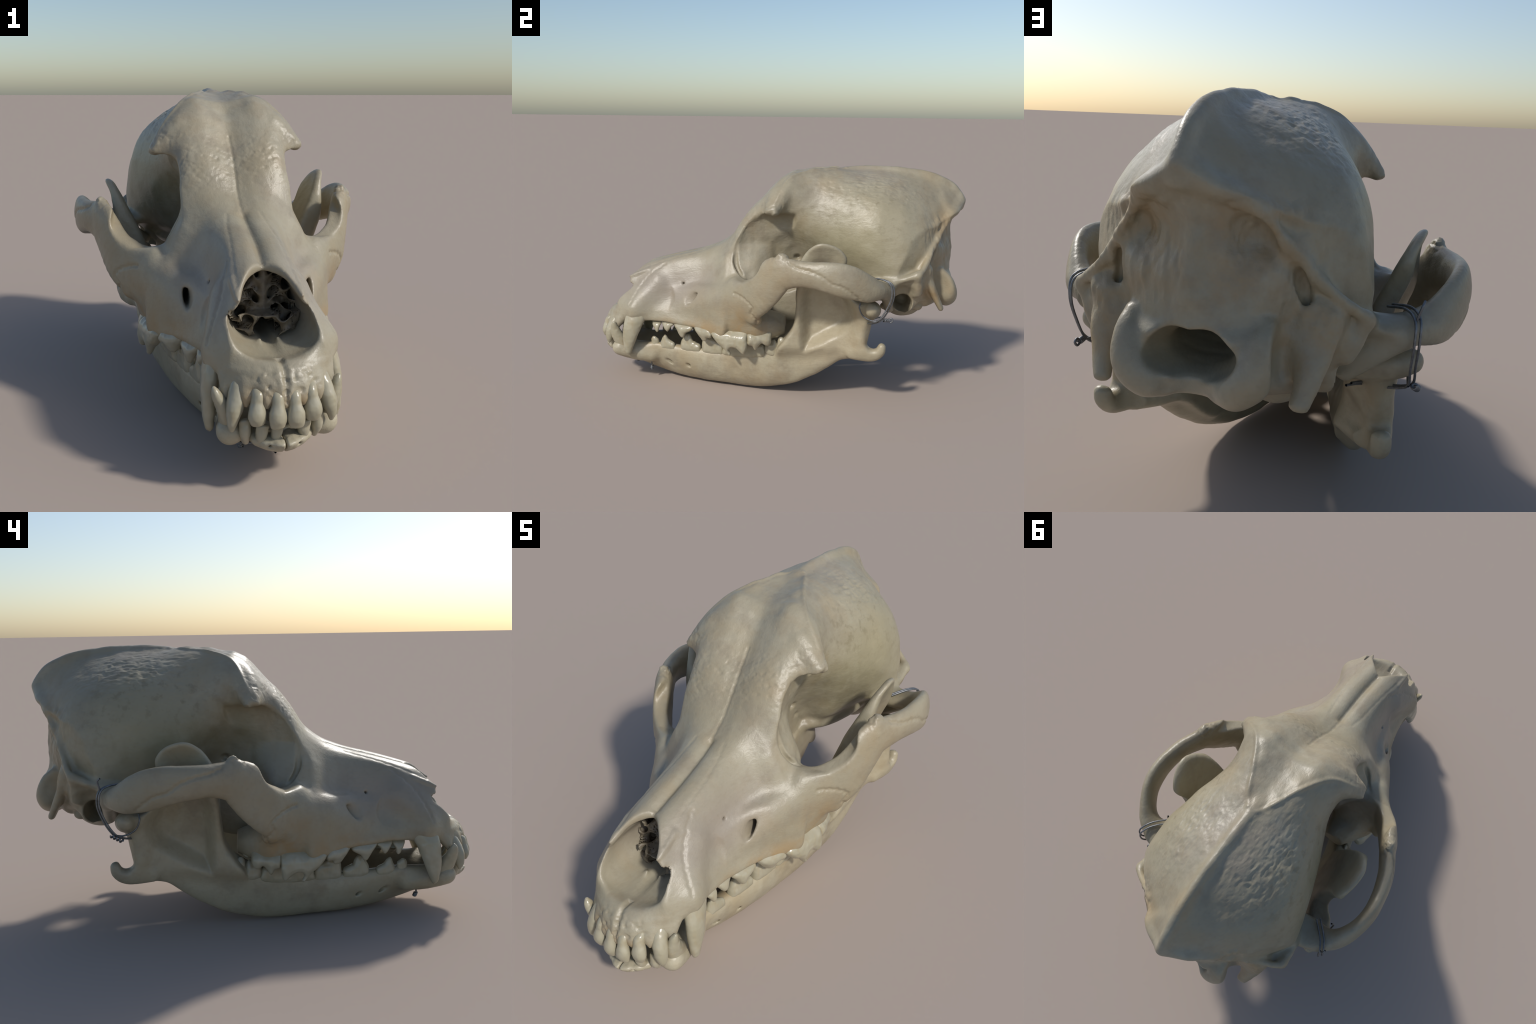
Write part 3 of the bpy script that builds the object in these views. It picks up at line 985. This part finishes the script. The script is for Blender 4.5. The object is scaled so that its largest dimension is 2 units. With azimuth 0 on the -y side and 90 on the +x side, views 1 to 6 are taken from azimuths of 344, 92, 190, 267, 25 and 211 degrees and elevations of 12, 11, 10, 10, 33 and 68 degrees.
def jit(pts, amt=.003):
    P = np.array(pts, float)
    P[:, :3] += rng.uniform(-amt, amt, 3)
    return P


for s in (1, -1):
    mj = jaws[s]
    # upper incisors: x, y, z, half width y-ish, half width x-ish
    tooth('incisor', muzzle, s, [jit([(.025, -.925, .34, .014, .015), (.026, -.970, .318, .018, .019), (.027, -.979, .29, .021, .0195), (.029, -.988, .258, .021, .028), (.029, -.990, .231, .012, .024)])])
    tooth('incisor', muzzle, s, [jit([(.079, -.90, .345, .014, .016), (.081, -.951, .322, .02, .020), (.083, -.959, .295, .022, .021), (.086, -.969, .264, .022, .0285), (.084, -.972, .239, .012, .023)])])
    tooth('incisor', muzzle, s, [jit([(.119, -.835, .37, .018, .02), (.128, -.89, .345, .027, .024), (.144, -.922, .285, .03, .028), (.155, -.932, .24, .02, .018), (.156, -.932, .212, .008, .009)])])
    # upper canine
    tooth('canine', muzzle, s, [[(.165, -.735, .44, .045, .03), (.185, -.762, .385, .056, .03), (.2, -.785, .32, .05, .03), (.207, -.802, .24, .036, .024), (.207, -.808, .18, .02, .016), (.205, -.806, .16, .009, .008)]])
    # upper premolars: outline along the jaw (y, z), jaw line from (x, y) to (x, y), half breadth, lean outwards per metre down
    crown('premolar', muzzle, s, [(-.668, .39), (-.676, .355), (-.675, .335), (-.662, .308), (-.65, .291), (-.642, .295), (-.636, .32), (-.626, .343), (-.632, .39)], (.177, -.676, .185, -.626), .0145, .1)
    crown('premolar', muzzle, s, [(-.61, .39), (-.619, .352), (-.616, .335), (-.60, .31), (-.588, .297), (-.578, .308), (-.565, .328), (-.55, .342), (-.556, .39)], (.188, -.62, .202, -.55), .016, .05)
    crown('premolar', muzzle, s, [(-.545, .39), (-.552, .356), (-.546, .337), (-.527, .311), (-.507, .279), (-.495, .274), (-.487, .284), (-.478, .303), (-.453, .316), (-.436, .334), (-.442, .39)], (.205, -.552, .238, -.436), .019, .02)
    crown('premolar', muzzle, s, [(-.42, .39), (-.43, .351), (-.4215, .332), (-.39, .29), (-.374, .274), (-.36, .274), (-.351, .285), (-.351, .297), (-.3285, .299), (-.32, .316), (-.33, .345), (-.335, .39)], (.246, -.43, .306, -.32), .021, -.2)
    # upper carnassial
    crown('carnassial', muzzle, s, [(-.30, .39), (-.317, .336), (-.312, .317), (-.28, .28), (-.248, .256), (-.227, .228), (-.219, .221), (-.214, .228), (-.224, .247), (-.211, .266), (-.1845, .266), (-.163, .252),
                                    (-.142, .235), (-.134, .24), (-.126, .27), (-.124, .30), (-.14, .39)], (.312, -.317, .355, -.126), .024, .08, [((.285, -.285, .325), (.025, .025, .03))])
    crown('molar', muzzle, s, [(-.11, .39), (-.12, .304), (-.1126, .287), (-.093, .28), (-.083, .259), (-.073, .259), (-.066, .277), (-.046, .297), (-.029, .285), (-.014, .282), (-.0015, .294), (.001, .327), (-.005, .39)],
          (.352, -.12, .332, .001), .026, .03, [((.30, -.055, .315), (.055, .055, .026))])
    crown('molar', muzzle, s, [(.0, .40), (-.005, .345), (.012, .318), (.03, .312), (.045, .325), (.055, .35), (.05, .40)], (.292, -.005, .272, .055), .022, 0, [((.255, .028, .345), (.035, .028, .02))])
    # lower incisors (the animal's left first one is missing)
    if s < 0:
        tooth('incisor', mj, s, [jit([(.03, -.93, .16, .018, .012), (.026, -.95, .188, .019, .017), (.023, -.957, .214, .010, .02)], .002)])
    tooth('incisor', mj, s, [jit([(.068, -.92, .16, .02, .014), (.066, -.942, .188, .02, .019), (.065, -.952, .217, .010, .022)], .002)])
    tooth('incisor', mj, s, [jit([(.108, -.90, .16, .022, .014), (.112, -.92, .193, .022, .018), (.114, -.928, .228, .010, .018)], .002)])
    # lower canine
    tip = .19 if s > 0 else .203
    tooth('canine', mj, s, [[(.128, -.80, .15, .045, .038), (.148, -.845, .195, .042, .034), (.168, -.88, .255, .034, .026), (tip - .008, -.893, .31, .02, .016), (tip, -.892, .332, .009, .008)]])
    # lower premolars, carnassial, molars
    crown('premolar', mj, s, [(-.69, .19), (-.694, .23), (-.685, .247), (-.675, .249), (-.662, .24), (-.652, .228), (-.657, .19)], (.135, -.694, .141, -.652), .014, .05)
    crown('premolar', mj, s, [(-.628, .185), (-.638, .213), (-.632, .23), (-.621, .2565), (-.612, .262), (-.604, .2565), (-.589, .236), (-.561, .222), (-.555, .21), (-.562, .185)], (.146, -.638, .166, -.555), .017, .05)
    crown('premolar', mj, s, [(-.505, .185), (-.516, .222), (-.509, .244), (-.487, .277), (-.47, .283), (-.4585, .271), (-.447, .244), (-.436, .241), (-.4246, .235), (-.405, .226), (-.402, .208), (-.41, .185)], (.172, -.515, .20, -.402), .019, .05)
    crown('premolar', mj, s, [(-.378, .185), (-.39, .225), (-.383, .262), (-.36, .284), (-.338, .284), (-.318, .267), (-.298, .262), (-.28, .245), (-.27, .215), (-.28, .185)], (.204, -.388, .232, -.27), .02, .05)
    crown('carnassial', mj, s, [(-.255, .19), (-.265, .23), (-.25, .265), (-.215, .305), (-.195, .31), (-.172, .29), (-.145, .315), (-.125, .315), (-.105, .29), (-.085, .27), (-.055, .268), (-.04, .25), (-.05, .20)], (.236, -.265, .28, -.04), .024, .0)
    crown('molar', mj, s, [(-.03, .22), (-.035, .265), (-.02, .295), (.0, .292), (.018, .3), (.03, .275), (.028, .22)], (.28, -.035, .295, .03), .022, 0)
    crown('molar', mj, s, [(.04, .26), (.036, .30), (.05, .318), (.065, .31), (.068, .27)], (.298, .036, .304, .068), .015, 0)

# ------------------------------------------------------------------ scrolls inside the nose
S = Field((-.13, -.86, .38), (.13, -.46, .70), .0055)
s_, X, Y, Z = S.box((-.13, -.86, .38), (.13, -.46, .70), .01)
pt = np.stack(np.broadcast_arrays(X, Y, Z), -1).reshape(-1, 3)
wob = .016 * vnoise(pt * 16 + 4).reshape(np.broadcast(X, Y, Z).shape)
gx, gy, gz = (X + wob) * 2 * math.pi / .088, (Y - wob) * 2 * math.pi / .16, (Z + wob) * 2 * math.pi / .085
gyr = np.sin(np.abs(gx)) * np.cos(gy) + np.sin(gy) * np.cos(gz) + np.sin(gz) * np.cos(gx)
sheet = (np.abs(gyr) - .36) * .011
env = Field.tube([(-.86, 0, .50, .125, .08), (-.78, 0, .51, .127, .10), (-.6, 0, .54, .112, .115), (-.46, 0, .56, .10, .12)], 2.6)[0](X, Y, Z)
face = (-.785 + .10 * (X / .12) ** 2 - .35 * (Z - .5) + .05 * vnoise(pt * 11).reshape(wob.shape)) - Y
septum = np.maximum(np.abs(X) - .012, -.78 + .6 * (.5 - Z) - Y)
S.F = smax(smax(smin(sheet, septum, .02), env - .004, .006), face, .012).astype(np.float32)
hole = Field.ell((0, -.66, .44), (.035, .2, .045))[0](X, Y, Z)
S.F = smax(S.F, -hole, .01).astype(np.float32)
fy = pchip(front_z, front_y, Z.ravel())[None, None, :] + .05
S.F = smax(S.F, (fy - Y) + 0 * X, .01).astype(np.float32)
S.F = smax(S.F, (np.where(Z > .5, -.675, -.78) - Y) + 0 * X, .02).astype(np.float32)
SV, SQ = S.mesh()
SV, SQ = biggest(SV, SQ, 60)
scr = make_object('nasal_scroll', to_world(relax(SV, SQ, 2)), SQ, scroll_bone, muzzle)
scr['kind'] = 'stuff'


# ------------------------------------------------------------------ wires
def wire(paths, r=.0038, parent=root):
    cu = bpy.data.curves.new('wire_tie', 'CURVE')
    cu.dimensions = '3D'
    cu.bevel_depth = r
    cu.bevel_resolution = 3
    for P in paths:
        W = to_world(catmull(np.asarray(P, float), 6))
        sp = cu.splines.new('POLY')
        sp.points.add(len(W) - 1)
        sp.points.foreach_set('co', np.concatenate([W, np.ones((len(W), 1))], 1).ravel())
    cu.materials.append(wire_metal)
    tmp = bpy.data.objects.new('wire_tie', cu)
    bpy.context.collection.objects.link(tmp)
    me = bpy.data.meshes.new_from_object(tmp.evaluated_get(bpy.context.evaluated_depsgraph_get()))
    bpy.data.objects.remove(tmp)
    ob = bpy.data.objects.new('wire_tie', me)
    ob.parent = parent
    bpy.context.collection.objects.link(ob)
    me.name = 'wire_tie'
    return ob


def coil(a, b, r, turns, n=14):
    a, b = np.asarray(a, float), np.asarray(b, float)
    d = (b - a) / np.linalg.norm(b - a)
    u = np.cross(d, (.3, .5, .8))
    u /= np.linalg.norm(u)
    v = np.cross(d, u)
    t = np.linspace(0, 1, n * turns)
    return a + np.outer(t, b - a) + r * (np.outer(np.cos(t * turns * 6.283), u) + np.outer(np.sin(t * turns * 6.283), v))


for s in (1, -1):
    m = np.array([s, 1, 1.])
    loop1 = np.array([(.40, .50, .665), (.455, .56, .678), (.485, .61, .66), (.487, .622, .60), (.48, .60, .53), (.475, .565, .475), (.45, .535, .452), (.40, .50, .435), (.36, .48, .43), (.33, .52, .44), (.31, .57, .45)]) * m
    loop2 = loop1 * 1 + np.array([.012 * s, -.012, .004])
    loop3 = np.array([(.475, .567, .472), (.47, .52, .468), (.465, .475, .49), (.47, .455, .53), (.46, .46, .555)]) * m
    if s > 0:
        knot = coil(np.array([.478, .575, .475]), np.array([.474, .603, .474]), .006, 3)
        tail = np.array([(.474, .60, .476), (.476, .613, .485), (.478, .621, .476), (.476, .613, .465), (.474, .602, .468)])
    else:
        knot = coil(np.array([-.49, .57, .475]), np.array([-.497, .52, .452]), .007, 4)
        tail = np.array([(-.487, .605, .66), (-.50, .612, .70), (-.505, .60, .715)])
    wire([loop1, loop2, loop3, knot, tail])
wire([[(.012, -.80, .115), (.05, -.81, .10), (.1, -.80, .10), (.15, -.79, .12), (.165, -.78, .14)], [(-.012, -.80, .115), (-.06, -.81, .10), (-.11, -.80, .10), (-.15, -.79, .12), (-.16, -.77, .145)],
      coil((.01, -.805, .10), (.0, -.815, .06), .008, 3)], .004)
wire([[(.126, -.70, .118), (.122, -.70, .088), (.106, -.70, .062), (.10, -.705, .05)], coil((.105, -.70, .066), (.098, -.706, .044), .006, 3)], .0042)
wire([[(-.12, -.745, .125), (-.116, -.745, .095), (-.10, -.748, .072), (-.094, -.74, .062)], coil((-.10, -.747, .075), (-.092, -.742, .055), .006, 3)], .0042)

# stand the whole thing on the ground
low = min((ob.matrix_basis @ v.co).z for ob in jaws.values() for v in ob.data.vertices)
for ob in root.children_recursive:
    if ob.type == 'MESH' and ob.parent is root:
        pass
print('low', low)
root.location = (0, 0, -low)
print('done', round(time.time() - T0, 1))
